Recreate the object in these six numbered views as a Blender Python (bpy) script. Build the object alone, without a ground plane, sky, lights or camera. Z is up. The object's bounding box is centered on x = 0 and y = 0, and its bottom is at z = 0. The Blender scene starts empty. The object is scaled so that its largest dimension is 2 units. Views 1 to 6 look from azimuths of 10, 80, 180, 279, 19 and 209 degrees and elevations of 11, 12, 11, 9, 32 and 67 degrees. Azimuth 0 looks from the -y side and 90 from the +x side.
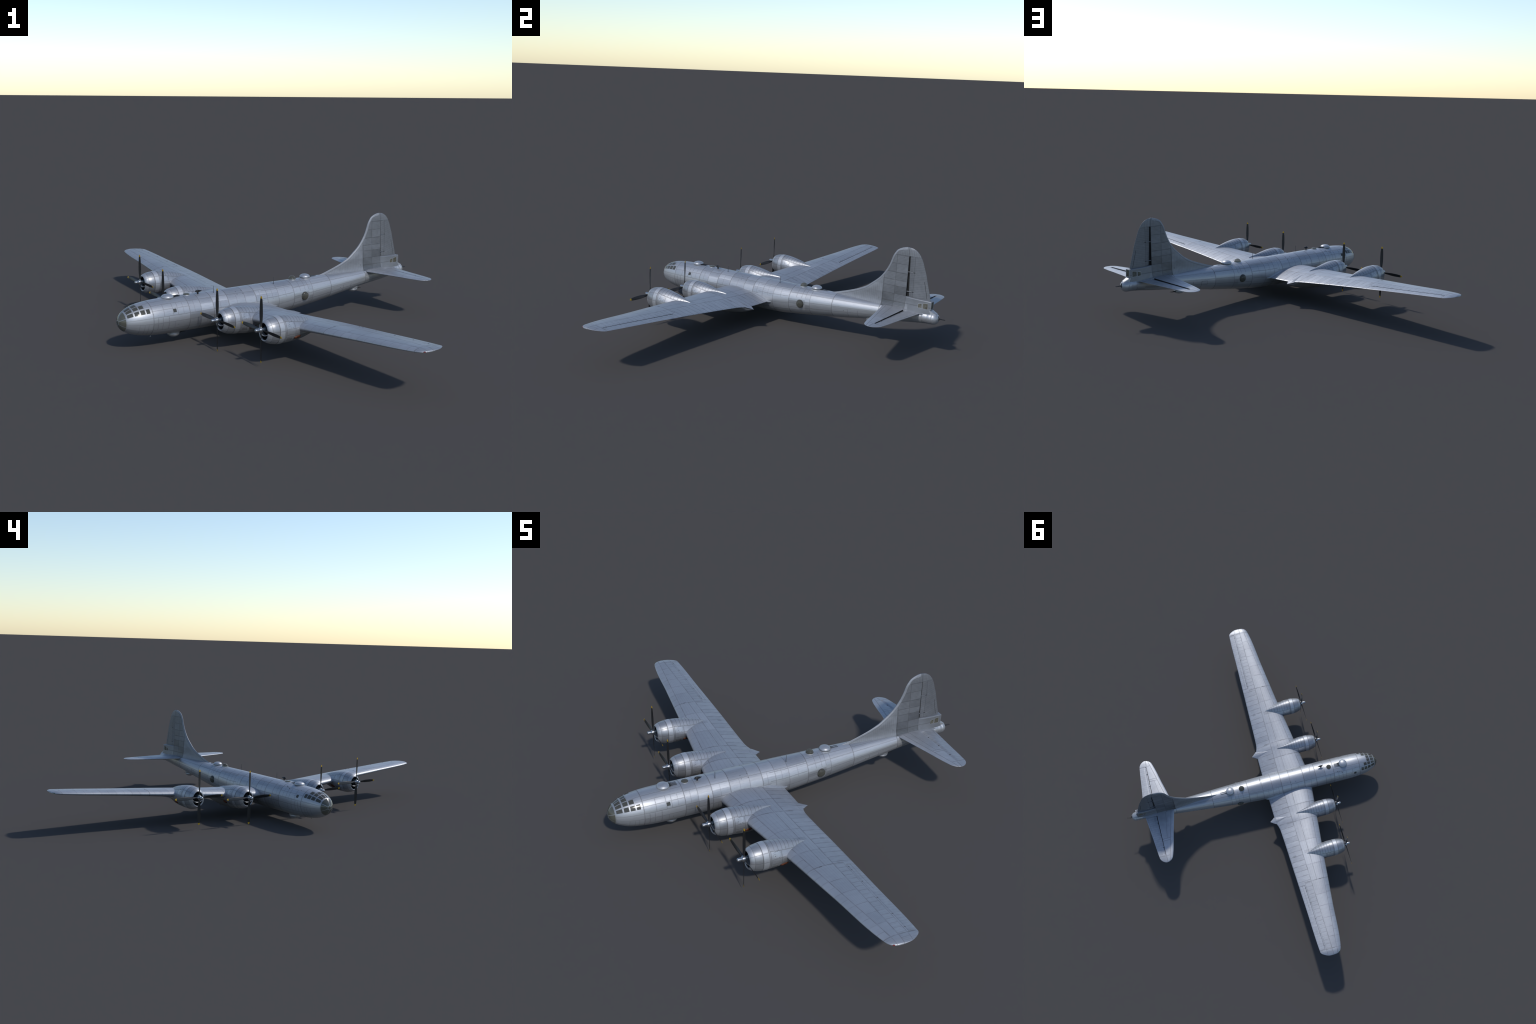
# Four-engined, bare-metal, propeller-driven bomber aeroplane, built part by part.
# Everything is modelled in the aeroplane's own frame:  x = aft, y = starboard, z = up.
import bpy, bmesh, math, random
import numpy as np
from mathutils import Vector, Matrix, noise as mnoise

random.seed(7)
rng = np.random.default_rng(7)
PI = math.pi
COL = bpy.context.scene.collection

# --------------------------------------------------------------------------- helpers
def pchip(xs, ys):
    """monotone cubic through control points"""
    x = np.array(xs, float); y = np.array(ys, float)
    h = np.diff(x); d = np.diff(y) / h
    m = np.zeros(len(x)); m[0], m[-1] = d[0], d[-1]
    for i in range(1, len(x) - 1):
        if d[i - 1] * d[i] > 0:
            w1, w2 = 2 * h[i] + h[i - 1], h[i] + 2 * h[i - 1]
            m[i] = (w1 + w2) / (w1 / d[i - 1] + w2 / d[i])
    def f(q):
        q = np.clip(np.asarray(q, float), x[0], x[-1])
        i = np.clip(np.searchsorted(x, q) - 1, 0, len(x) - 2)
        t = (q - x[i]) / h[i]
        return ((2*t**3 - 3*t**2 + 1) * y[i] + (t**3 - 2*t**2 + t) * h[i] * m[i]
                + (-2*t**3 + 3*t**2) * y[i + 1] + (t**3 - t**2) * h[i] * m[i + 1])
    return f

def smooth(a, b, x):
    t = np.clip((np.asarray(x, float) - a) / (b - a), 0, 1)
    return t * t * (3 - 2 * t)

ROOT = None
def add_obj(name, me, parent=None, loc=(0, 0, 0)):
    o = bpy.data.objects.new(name, me)
    COL.objects.link(o)
    o.parent = parent if parent is not None else ROOT
    o.location = loc
    return o

def finish(bm, name, mat, angle=35, weld=1e-6, recalc=True):
    if weld:
        bmesh.ops.remove_doubles(bm, verts=bm.verts, dist=weld)
    bmesh.ops.dissolve_degenerate(bm, edges=bm.edges, dist=1e-7)
    if recalc:
        bmesh.ops.recalc_face_normals(bm, faces=bm.faces)
    lim = math.radians(angle)
    for e in bm.edges:
        if len(e.link_faces) == 2:
            e.smooth = e.calc_face_angle(0) < lim
    for f in bm.faces:
        f.smooth = True
    me = bpy.data.meshes.new(name)
    bm.to_mesh(me); bm.free()
    for m in (mat if isinstance(mat, (list, tuple)) else [mat]):
        me.materials.append(m)
    return me

def grid_faces(bm, G, closed_u=False, closed_v=False):
    n, m = len(G), len(G[0])
    for i in range(n if closed_u else n - 1):
        for j in range(m if closed_v else m - 1):
            q = [G[i][j], G[i][(j + 1) % m], G[(i + 1) % n][(j + 1) % m], G[(i + 1) % n][j]]
            try: bm.faces.new(q)
            except ValueError: pass

def loft(bm, rings, cap0=True, cap1=True):
    """rings: list of closed loops of points"""
    G = [[bm.verts.new(p) for p in r] for r in rings]
    grid_faces(bm, G, closed_v=True)
    if cap0: bm.faces.new(G[0])
    if cap1: bm.faces.new(list(reversed(G[-1])))
    return G

def lathe(bm, prof, centre=(0, 0, 0), axis='x', seg=32, cap=True):
    """prof: (along, radius) pairs"""
    cx, cy, cz = centre; rings = []
    for a, r in prof:
        ring = []
        for k in range(seg):
            t = 2 * PI * k / seg
            c, s = max(r, 1e-5) * math.cos(t), max(r, 1e-5) * math.sin(t)
            ring.append({'x': (cx + a, cy + c, cz + s), 'z': (cx + c, cy + s, cz + a), 'y': (cx + c, cy + a, cz + s)}[axis])
        rings.append(ring)
    loft(bm, rings, cap, cap)

def box(bm, c, s, rot=None):
    m = Matrix.Translation(Vector(c)) @ (rot.to_4x4() if rot is not None else Matrix.Identity(4)) @ Matrix.Diagonal((*s, 1))
    return bmesh.ops.create_cube(bm, size=1.0, matrix=m)['verts']

def tube(bm, p0, p1, r0, r1=None, seg=10):
    p0, p1 = Vector(p0), Vector(p1); r1 = r0 if r1 is None else r1
    d = (p1 - p0).normalized(); u = d.orthogonal().normalized(); v = d.cross(u)
    loft(bm, [[p + (u * math.cos(2*PI*k/seg) + v * math.sin(2*PI*k/seg)) * r for k in range(seg)] for p, r in ((p0, r0), (p1, r1))])

def ellipsoid(bm, c, s, seg=24, ring=14):
    bmesh.ops.create_uvsphere(bm, u_segments=seg, v_segments=ring, radius=1.0,
                              matrix=Matrix.Translation(Vector(c)) @ Matrix.Diagonal((*s, 1)))

# --------------------------------------------------------------------------- materials
class NT:
    """tiny node-graph writer"""
    def __init__(self, name):
        self.mat = bpy.data.materials.new(name); self.mat.use_nodes = True
        self.t = self.mat.node_tree; self.n = self.t.nodes
        self.b = self.n['Principled BSDF']
    def _in(self, sock, v):
        if hasattr(v, 'is_linked') or isinstance(v, bpy.types.NodeSocket): self.t.links.new(v, sock)
        else: sock.default_value = v
    def m(self, op, *a, clamp=False):
        nd = self.n.new('ShaderNodeMath'); nd.operation = op; nd.use_clamp = clamp
        for i, v in enumerate(a): self._in(nd.inputs[i], v)
        return nd.outputs[0]
    def vec(self, x, y, z=0.0):
        nd = self.n.new('ShaderNodeCombineXYZ')
        for i, v in enumerate((x, y, z)): self._in(nd.inputs[i], v)
        return nd.outputs[0]
    def pos(self):
        tc = self.n.new('ShaderNodeTexCoord'); s = self.n.new('ShaderNodeSeparateXYZ')
        self.t.links.new(tc.outputs['Object'], s.inputs[0])
        return s.outputs[0], s.outputs[1], s.outputs[2], tc.outputs['Object']
    def noise(self, v, scale=5, detail=2, rough=.5):
        nd = self.n.new('ShaderNodeTexNoise'); self.t.links.new(v, nd.inputs['Vector'])
        nd.inputs['Scale'].default_value = scale; nd.inputs['Detail'].default_value = detail; nd.inputs['Roughness'].default_value = rough
        return nd.outputs[0]
    def white(self, v):
        nd = self.n.new('ShaderNodeTexWhiteNoise'); nd.noise_dimensions = '3D'
        self.t.links.new(v, nd.inputs['Vector']); return nd.outputs[0]
    def mx(self, *a):
        r = a[0]
        for b in a[1:]: r = self.m('MAXIMUM', r, b)
        return r
    def lines(self, val, ps, w):
        """1 where val is within w of one of the listed positions"""
        d = self.m('ABSOLUTE', self.m('SUBTRACT', val, ps[0]))
        for p in ps[1:]: d = self.m('MINIMUM', d, self.m('ABSOLUTE', self.m('SUBTRACT', val, p)))
        return self.soft(d, w)
    def soft(self, d, w):
        """joint profile: dark core fading into a dirty margin"""
        core = self.m('SUBTRACT', 1.35, self.m('DIVIDE', d, w * 1.35), clamp=True)
        edge = self.m('MULTIPLY', self.m('SUBTRACT', 1.0, self.m('DIVIDE', d, w * 5.5), clamp=True), .30)
        return self.m('MAXIMUM', core, edge)
    def every(self, val, period, w, offset=0.0):
        q = self.m('SUBTRACT', val, offset - 50 * period)
        return self.soft(self.m('PINGPONG', q, period / 2), w)
    def between(self, val, a, b):
        return self.m('MULTIPLY', self.m('GREATER_THAN', val, a), self.m('LESS_THAN', val, b))
    def curve(self, val, f, x0, x1, y0, y1, n=14):
        """a smooth profile f(val) as a node curve"""
        nd = self.n.new('ShaderNodeFloatCurve'); c = nd.mapping.curves[0]
        q = np.linspace(x0, x1, n); pts = [((a - x0) / (x1 - x0), (float(f(a)) - y0) / (y1 - y0)) for a in q]
        c.points[0].location, c.points[1].location = pts[0], pts[-1]
        for p in pts[1:-1]: c.points.new(*p)
        nd.mapping.update()
        self._in(nd.inputs['Value'], self.m('DIVIDE', self.m('SUBTRACT', val, x0), x1 - x0))
        return self.m('ADD', y0, self.m('MULTIPLY', nd.outputs[0], y1 - y0))
    def count(self, val, ps):
        r = self.m('GREATER_THAN', val, ps[0])
        for p in ps[1:]: r = self.m('ADD', r, self.m('GREATER_THAN', val, p))
        return r
    def mix(self, f, a, b):
        nd = self.n.new('ShaderNodeMix'); nd.data_type = 'RGBA'
        self._in(nd.inputs[0], f); self._in(nd.inputs[6], a); self._in(nd.inputs[7], b)
        return nd.outputs[2]
    def mul(self, *a):
        r = a[0]
        for b in a[1:]: r = self.m('MULTIPLY', r, b)
        return r

METAL = (0.385, 0.398, 0.428)
METALLIC, ROUGH = 0.62, 0.45

def aluminium(g, seam, tint, streak, faint=None, base=METAL, rough=ROUGH, grime=None, metal=None):
    """bare sheet metal: seam = dark panel joints, tint = per panel shade 0..1, streak = fine grain 0..1"""
    f = g.m('ADD', 0.85, g.m('MULTIPLY', tint, 0.23))
    f = g.m('MULTIPLY', f, g.m('ADD', 0.80, g.m('MULTIPLY', streak, 0.40)))
    if faint is not None:
        f = g.m('MULTIPLY', f, g.m('SUBTRACT', 1.0, g.m('MULTIPLY', faint, 0.16)))
    if grime is not None:
        f = g.m('MULTIPLY', f, g.m('SUBTRACT', 1.0, g.m('MULTIPLY', grime, 0.5)))
    v = g.n.new('ShaderNodeVectorMath'); v.operation = 'SCALE'
    v.inputs[0].default_value = base; g.t.links.new(f, v.inputs['Scale'])
    col = g.mix(g.m('MULTIPLY', seam, .80, clamp=True), v.outputs[0], tuple(b * k for b, k in zip(base, (.27, .255, .24))) + (1,))
    g.t.links.new(col, g.b.inputs['Base Color'])
    g.b.inputs['Metallic'].default_value = METALLIC if metal is None else metal
    r = g.m('ADD', rough - 0.06, g.m('MULTIPLY', streak, 0.10))
    r = g.m('ADD', r, g.m('MULTIPLY', g.m('SUBTRACT', tint, 0.5), 0.08))
    r = g.m('ADD', r, g.m('MULTIPLY', seam, 0.25))
    g.t.links.new(r, g.b.inputs['Roughness'])
    return g.mat

def plain(name, col, rough=.5, metal=0.0, grain=.15, scale=60):
    g = NT(name); x, y, z, p = g.pos()
    nz = g.noise(p, scale, 3)
    f = g.m('ADD', 1 - grain / 2, g.m('MULTIPLY', g.m('SUBTRACT', nz, .5), grain * 2))
    v = g.n.new('ShaderNodeVectorMath'); v.operation = 'SCALE'; v.inputs[0].default_value = col
    g.t.links.new(f, v.inputs['Scale']); g.t.links.new(v.outputs[0], g.b.inputs['Base Color'])
    g.b.inputs['Roughness'].default_value = rough; g.b.inputs['Metallic'].default_value = metal
    return g.mat

# --------------------------------------------------------------------------- fuselage shape
TIP = -0.767
_st = [(-.767, .1445, 0), (-.755, .1453, .0325), (-.737, .1457, .0492), (-.707, .1459, .0652), (-.667, .1458, .0780), (-.607, .1452, .0870),
       (-.56, .1445, .0905), (-.5, .1438, .0920), (-.267, .1437, .0925), (.06, .1437, .0923), (.183, .1458, .0900), (.25, .1492, .0862),
       (.333, .1535, .0818), (.45, .161, .0745), (.533, .1665, .0688), (.633, .1745, .0615), (.733, .182, .0545), (.842, .190, .0465),
       (.95, .196, .0405), (1.05, .2025, .0335), (1.12, .206, .0305)]
_S = [math.sqrt(s[0] - TIP) for s in _st]
_fr = pchip(_S, [s[2] for s in _st]); _fz = pchip(_S, [s[1] for s in _st])
def fus(a):
    s = np.sqrt(np.maximum(np.asarray(a, float) - TIP, 0)); return _fr(s), _fz(s)
def fpt(a, th, off=0.0):
    """point on the fuselage skin; th in degrees, 0 = port side, 90 = top, 180 = starboard side"""
    r, z = fus(a); t = math.radians(th)
    return Vector((a, -(float(r) + off) * math.cos(t), float(z) + (float(r) + off) * math.sin(t)))

def mat_fuselage():
    g = NT('fuselage_aluminium'); x, y, z, p = g.pos()
    zc = g.m('ADD', .1438, g.m('MULTIPLY', .066, g.m('MAXIMUM', 0.0, g.m('SUBTRACT', x, .13))))
    dz = g.m('SUBTRACT', z, zc)
    th = g.m('MULTIPLY', g.m('ARCTAN2', dz, g.m('ABSOLUTE', y)), 180 / PI)        # -90 belly .. 90 spine
    full = g.m('MULTIPLY', g.m('ARCTAN2', dz, y), 180 / PI)
    rings = [-.741, -.610, -.405, -.337, -.263, -.168, -.062, .007, .079, .1545, .2637, .370, .4005, .541, .822, .93, 1.02, 1.071, 1.10, 1.125]
    strong = g.lines(x, [-.610, -.405, -.263, -.168, .007, .2637, .541, .822], .0011)
    weak = g.lines(x, [-.337, -.062, .079, .1545, .4005, 1.071, 1.10, 1.122], .0009)
    short1 = g.mul(g.lines(x, [-.526, -.585, -.56], .0009), g.between(th, -32, 12))
    short2 = g.mul(g.lines(x, [-.499, -.472, -.55], .0008), g.between(th, 12, 53))
    aft1 = g.mul(g.lines(x, [.311, .345, .37], .0007), g.between(th, 19, 80))
    aft2 = g.mul(g.lines(x, [.64, .70], .0009), g.between(th, -50, -5))
    odd = g.mx(g.mul(g.lines(x, [-.44, -.375, -.22, -.115, .035, .115, .205], .0008), g.between(th, 12.5, 53.5)),
               g.mul(g.lines(x, [-.49, -.30, -.235], .0008), g.between(th, -32, -7)), g.mul(g.lines(x, [-.655, -.68, -.635], .0008), g.between(th, -58, -7)))
    nose = g.m('LESS_THAN', x, -.405); mid = g.between(x, -.405, .2637); aft = g.m('GREATER_THAN', x, .2637)
    w = .55
    L = g.mx(g.mul(g.lines(th, [12.5, -7, -32, -58], w), g.m('LESS_THAN', x, .05)),
             g.mul(g.lines(th, [35, 54, 72], w * .8), nose),
             g.mul(g.lines(th, [53.5], w), mid),
             g.mul(g.lines(th, [48, 20, -8, -34], w), g.between(x, .05, .2637)),
             g.mul(g.lines(th, [64, 38, 3, -22], w * 1.2), aft))
    seam = g.mx(strong, g.m('MULTIPLY', g.mx(weak, L, short1, short2, aft1, aft2, g.m('MULTIPLY', odd, .7)), .75))
    nb = g.noise(g.vec(g.m('MULTIPLY', x, 60.0), g.m('MULTIPLY', full, .3)), 1.0, 1)
    seam = g.m('MULTIPLY', seam, g.m('ADD', .45, nb))
    ci = g.count(x, rings[1:18]); ct = g.count(th, [-58, -32, -7, 12.5, 35, 53.5])
    ct2 = g.m('ADD', ct, g.m('MULTIPLY', 10, g.m('GREATER_THAN', y, 0)))
    tint = g.white(g.vec(ci, ct2, 3.7))
    grain = g.noise(g.vec(g.m('MULTIPLY', x, 12.0), g.m('MULTIPLY', full, .55), 0), 1.0, 3, .6)
    blot = g.noise(p, 7, 3)
    streak = g.m('ADD', g.m('MULTIPLY', grain, .75), g.m('MULTIPLY', blot, .35))
    dash = g.m('GREATER_THAN', g.noise(g.vec(g.m('MULTIPLY', x, 45.0), g.m('MULTIPLY', full, .33)), 1.0, 1), .53)
    faint = g.mul(g.every(full, 7.3, .42), dash)
    return aluminium(g, seam, tint, streak, faint)

# --------------------------------------------------------------------------- wing shape
LEa = pchip([0, .10, .34, .668, 1.00, 1.331, 1.350, 1.3620, 1.3678, 1.3705], [-.2325, -.2205, -.1912, -.1500, -.1120, -.0722, -.0632, -.0495, -.0330, -.006])
TEa = pchip([0, .09, .247, .30, .33, .352, .38, .70, 1.00, 1.331, 1.342, 1.355, 1.3637, 1.3690, 1.3705], [.1215, .1215, .1205, .1190, .1100, .1050, .1028, .0945, .0862, .0775, .0712, .0540, .0370, .0205, -.005])
LEz = lambda y: .1283 + .0702 * np.asarray(y, float)
TEz = pchip([0, .13, .25, .36, .70, 1.00, 1.331, 1.3716], [.1215, .1250, .1285, .1395, .1730, .1985, .2240, .2268])
WTC = pchip([0, .1, .34, .82, 1.10, 1.331, 1.3716], [.215, .210, .195, .165, .145, .125, .10])
def naca(u):
    u = np.clip(u, 0, 1)
    return 5 * (.2969 * np.sqrt(u) - .1260 * u - .3516 * u**2 + .2843 * u**3 - .1036 * u**4)
def camber(u, m=.018, p=.42):
    return np.where(u < p, m / p**2 * (2*p*u - u*u), m / (1 - p)**2 * ((1 - 2*p) + 2*p*u - u*u))

def wing_pt(y, u, side):
    """side +1 upper, -1 lower"""
    c = TEa(y) - LEa(y); t = WTC(y)
    a = LEa(y) + c * u
    te = .0022 + .0050 * (1 - smooth(.72, 1.0, y))
    rnd = np.sqrt(np.clip(1 - (np.clip(u - .982, 0, 1) / .018) ** 2, 0, 1))
    z = LEz(y) + (TEz(y) - LEz(y)) * u + c * (camber(u) + side * ((t * naca(u) + te * u ** 2) * rnd))
    return a, z
def wing_top(a, y):
    u = (a - LEa(y)) / (TEa(y) - LEa(y)); return float(wing_pt(y, np.float64(u), 1)[1])

def hinged_surface(spans, sec, hinge_u, lo, hi, mapf, nose_f=None, gap=.008, n=26, s0=.72, dark=3):
    """A lifting surface split into a fixed part and a hinged control part.
    sec(span, u, side) -> (chordwise, normal offset); hinge_u(span) -> chord fraction; [lo, hi] span of the control."""
    ns = 16
    front = (1 - np.cos(np.linspace(0, PI / 2, n))) * s0
    back = np.concatenate([np.linspace(s0, 1, ns)[1:-1], [1 - .028 * (1 - s0) * 4, 1 - .016 * (1 - s0) * 4, 1 - .007 * (1 - s0) * 4, 1 - .002 * (1 - s0) * 4, 1]])
    back = np.unique(np.round(back, 6))
    def remap(sp, s, a0=0.0):
        uc = hinge_u(sp) if lo - 1e-9 <= sp <= hi + 1e-9 else s0
        # blend hinge mapping outside the control range so that the mesh lines stay continuous
        uc = hinge_u(min(max(sp, lo), hi)) if uc == s0 else uc
        return np.where(s <= s0, s / s0 * uc, uc + (s - s0) / (1 - s0) * (1 - uc))
    S = np.concatenate([front, back])
    fixed = bmesh.new(); rows = []
    iu = n - 1
    for sp in spans:
        u = remap(sp, S)
        up = [fixed.verts.new(mapf(sp, *[float(q) for q in sec(sp, k, 1)])) for k in u[::-1]]
        low = [fixed.verts.new(mapf(sp, *[float(q) for q in sec(sp, k, -1)])) for k in u[1:]]
        rows.append(up + low)
    N = len(S); m = len(rows[0])
    ju = N - 1 - iu; jl = N - 1 + iu
    def cut(i): return lo - 1e-6 <= spans[i] and spans[i + 1] <= hi + 1e-6
    for i in range(len(spans) - 1):
        js = range(ju, jl) if cut(i) else range(m)
        for j in js:
            q = [rows[i][j], rows[i][(j + 1) % m], rows[i + 1][(j + 1) % m], rows[i + 1][j]]
            fixed.faces.new(q)
        if cut(i):
            fixed.faces.new([rows[i][ju], rows[i][jl], rows[i + 1][jl], rows[i + 1][ju]]).material_index = 1  # spar wall coloured dark to deepen the shadow in the hinge gap
        elif i + 1 < len(spans) - 1 and cut(i + 1) or i > 0 and cut(i - 1):
            k = i + 1 if (i + 1 < len(spans) - 1 and cut(i + 1)) else i
            r = rows[k]; fixed.faces.new(r[:ju + 1] + r[jl:])
    fixed.faces.new(rows[0])
    try: fixed.faces.new(list(reversed(rows[-1])))
    except ValueError: pass
    # control surface
    ctl = bmesh.new(); crow = []
    eps = (hi - lo) * .003
    sp2 = [lo + eps] + [q for q in spans if lo + eps < q < hi - eps] + [hi - eps]
    w = np.linspace(0, 1, 22) ** 1.6
    for sp in sp2:
        uc = hinge_u(sp); u = uc + gap + w * (1 - uc - gap)
        f = nose_f(w) if nose_f is not None else np.ones_like(w)
        mid = [[.5 * (a + b) for a, b in zip(sec(sp, k, 1), sec(sp, k, -1))] for k in u]
        pt = []
        for side in (1, -1):
            row = []
            for k, ff, mm in zip(u, f, mid):
                a, z = sec(sp, k, side); row.append(ctl.verts.new(mapf(sp, float(a), float(mm[1] + (z - mm[1]) * ff))))
            pt.append(row)
        crow.append(pt[0][::-1] + pt[1][1:] if f[0] < 1e-6 else pt[0][::-1] + pt[1])
    loft_rows(ctl, crow)
    for r in crow:
        m2 = len(r) // 2; near = set(r[m2 - dark:m2 + dark])
        for v in near: v.tag = True
    for f in ctl.faces:
        if all(v.tag for v in f.verts): f.material_index = 1  # nose faces painted dark: gap shadow put into the material
    return fixed, ctl

def loft_rows(bm, G):
    grid_faces(bm, G, closed_v=True)
    bm.faces.new(G[0]); bm.faces.new(list(reversed(G[-1])))

def mat_wing(name, kind='wing'):
    g = NT(name); x, y, z, p = g.pos(); Y = g.m('ABSOLUTE', y)
    top = g.m('GREATER_THAN', z, g.m('ADD', .131, g.m('MULTIPLY', Y, .0702)))
    l1 = g.m('SUBTRACT', x, g.m('ADD', -.1874, g.m('MULTIPLY', Y, .1086)))         # front spar
    l3 = g.m('ADD', x, g.m('MULTIPLY', .0078, g.m('SUBTRACT', Y, .1)))              # rear spar, nearly straight
    l2 = g.m('SUBTRACT', x, g.m('ADD', -.0585, g.m('MULTIPLY', Y, .014)))
    l4 = g.m('SUBTRACT', x, g.m('SUBTRACT', .0655, g.m('MULTIPLY', Y, .0213)))     # aileron shroud
    fwd = g.m('LESS_THAN', l1, 0.0); aftz = g.m('GREATER_THAN', l3, 0.0)
    mid = g.mul(g.m('GREATER_THAN', l1, 0.0), g.m('LESS_THAN', l3, 0.0))
    inb = g.m('LESS_THAN', Y, .815); outb = g.m('GREATER_THAN', Y, .815)
    w = .00085
    spars = g.mx(g.lines(l1, [0.0], w), g.lines(l3, [0.0], w * 1.2), g.mul(g.lines(l2, [0.0], w), inb),
                 g.mul(g.lines(l4, [-.006], w * .8), outb))
    joints = g.mul(g.lines(Y, [.2075, .335, .815], .0011), g.m('LESS_THAN', x, .045))
    tipj = g.lines(Y, [1.3235], .0011)
    bays = g.mul(g.lines(Y, [.50, .69, .925, 1.012, 1.103, 1.17, 1.24], .0008), mid)
    flap = g.mul(g.every(Y, .0395, .0009, .012), aftz, inb)
    shroud = g.mul(g.every(Y, .029, .0008, .01), aftz, outb, g.m('LESS_THAN', l4, -.006))
    ribs_le = g.mul(g.every(Y, .046, .0007), fwd)
    te = g.mul(g.m('COMPARE', g.m('ADD', x, g.m('MULTIPLY', .012, Y)), .0985, .0006), inb)
    seam = g.mx(joints, tipj, g.m('MULTIPLY', g.mx(spars, flap), .8), g.m('MULTIPLY', g.mx(bays, shroud, te), .6), g.m('MULTIPLY', ribs_le, .42))
    nb = g.noise(g.vec(g.m('MULTIPLY', x, 30.0), g.m('MULTIPLY', y, 22.0)), 1.0, 2)
    seam = g.m('MULTIPLY', seam, g.m('MULTIPLY', g.m('SUBTRACT', nb, .20, clamp=True), 2.8))
    corr = g.mul(g.every(Y, .0079, .0009, .0), aftz, g.m('GREATER_THAN', g.noise(g.vec(g.m('MULTIPLY', x, 20.0), g.m('MULTIPLY', Y, 60.0)), 1.0, 0), .47))
    d13 = g.m('DIVIDE', g.m('SUBTRACT', l1, 0.0), g.m('SUBTRACT', g.m('ADD', .1874, .0008), g.m('MULTIPLY', Y, .1164)))
    stringers = g.mul(g.every(d13, 1 / 7.0, .0045), mid)
    faint = g.mx(corr, g.m('MULTIPLY', stringers, 1.0))
    ci = g.count(Y, [.2075, .335, .50, .69, .815, .925, 1.012, 1.103, 1.17, 1.24, 1.3235])
    zone = g.m('ADD', g.m('MULTIPLY', fwd, 3.0), g.m('MULTIPLY', aftz, 7.0))
    rib = g.m('FLOOR', g.m('DIVIDE', g.m('SUBTRACT', Y, .012), .0395))
    idx = g.m('ADD', ci, g.mul(aftz, inb, g.m('MULTIPLY', rib, 13.0)))
    tint = g.white(g.vec(idx, g.m('ADD', zone, g.m('MULTIPLY', g.m('GREATER_THAN', y, 0), .5)), 1.3))
    tint = g.m('ADD', .2, g.m('MULTIPLY', tint, .6))
    grain = g.noise(g.vec(g.m('MULTIPLY', x, 26.0), g.m('MULTIPLY', Y, 60.0), 0), 1.0, 3, .6)
    blot = g.noise(p, 6, 3)
    streak = g.m('ADD', g.m('MULTIPLY', grain, .5), g.m('MULTIPLY', blot, .5))
    patch = g.mul(g.between(x, .046, .083), g.between(Y, .593, .610), .42)
    smear = g.mul(g.between(g.m('ADD', x, .0), -.085, -.02), g.between(Y, .575, .60),
                  g.m('MULTIPLY', g.noise(g.vec(g.m('MULTIPLY', x, 30.0), g.m('MULTIPLY', Y, 90.0)), 1.0, 2), .55))
    return aluminium(g, seam, tint, streak, faint, grime=g.m('MULTIPLY', g.mx(patch, smear), top), rough=ROUGH + .03)

FLE = pchip([.222, .2335, .2367, .253, .270, .285, .300, .3123, .331, .379, .422, .4485, .4698, .505, .525, .538, .5485, .556, .561, .5626],
            [.440, .485, .503, .5645, .618, .660, .6935, .718, .743, .799, .8311, .8455, .8545, .8665, .8785, .888, .9035, .9205, .940, .953])
FTE = pchip([.222, .300, .3155, .3857, .4274, .4584, .4988, .5184, .533, .5483, .5555, .561, .5626],
            [1.1055, 1.0985, 1.0955, 1.0765, 1.066, 1.0550, 1.0405, 1.0300, 1.0195, 1.0025, .989, .970, .955])
FTH = pchip([.222, .234, .245, .260, .280, .300, .370, .430, .518, .550, .5626], [.0290, .0260, .0222, .0188, .0162, .0150, .0120, .0097, .0072, .0052, .0030])

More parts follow.
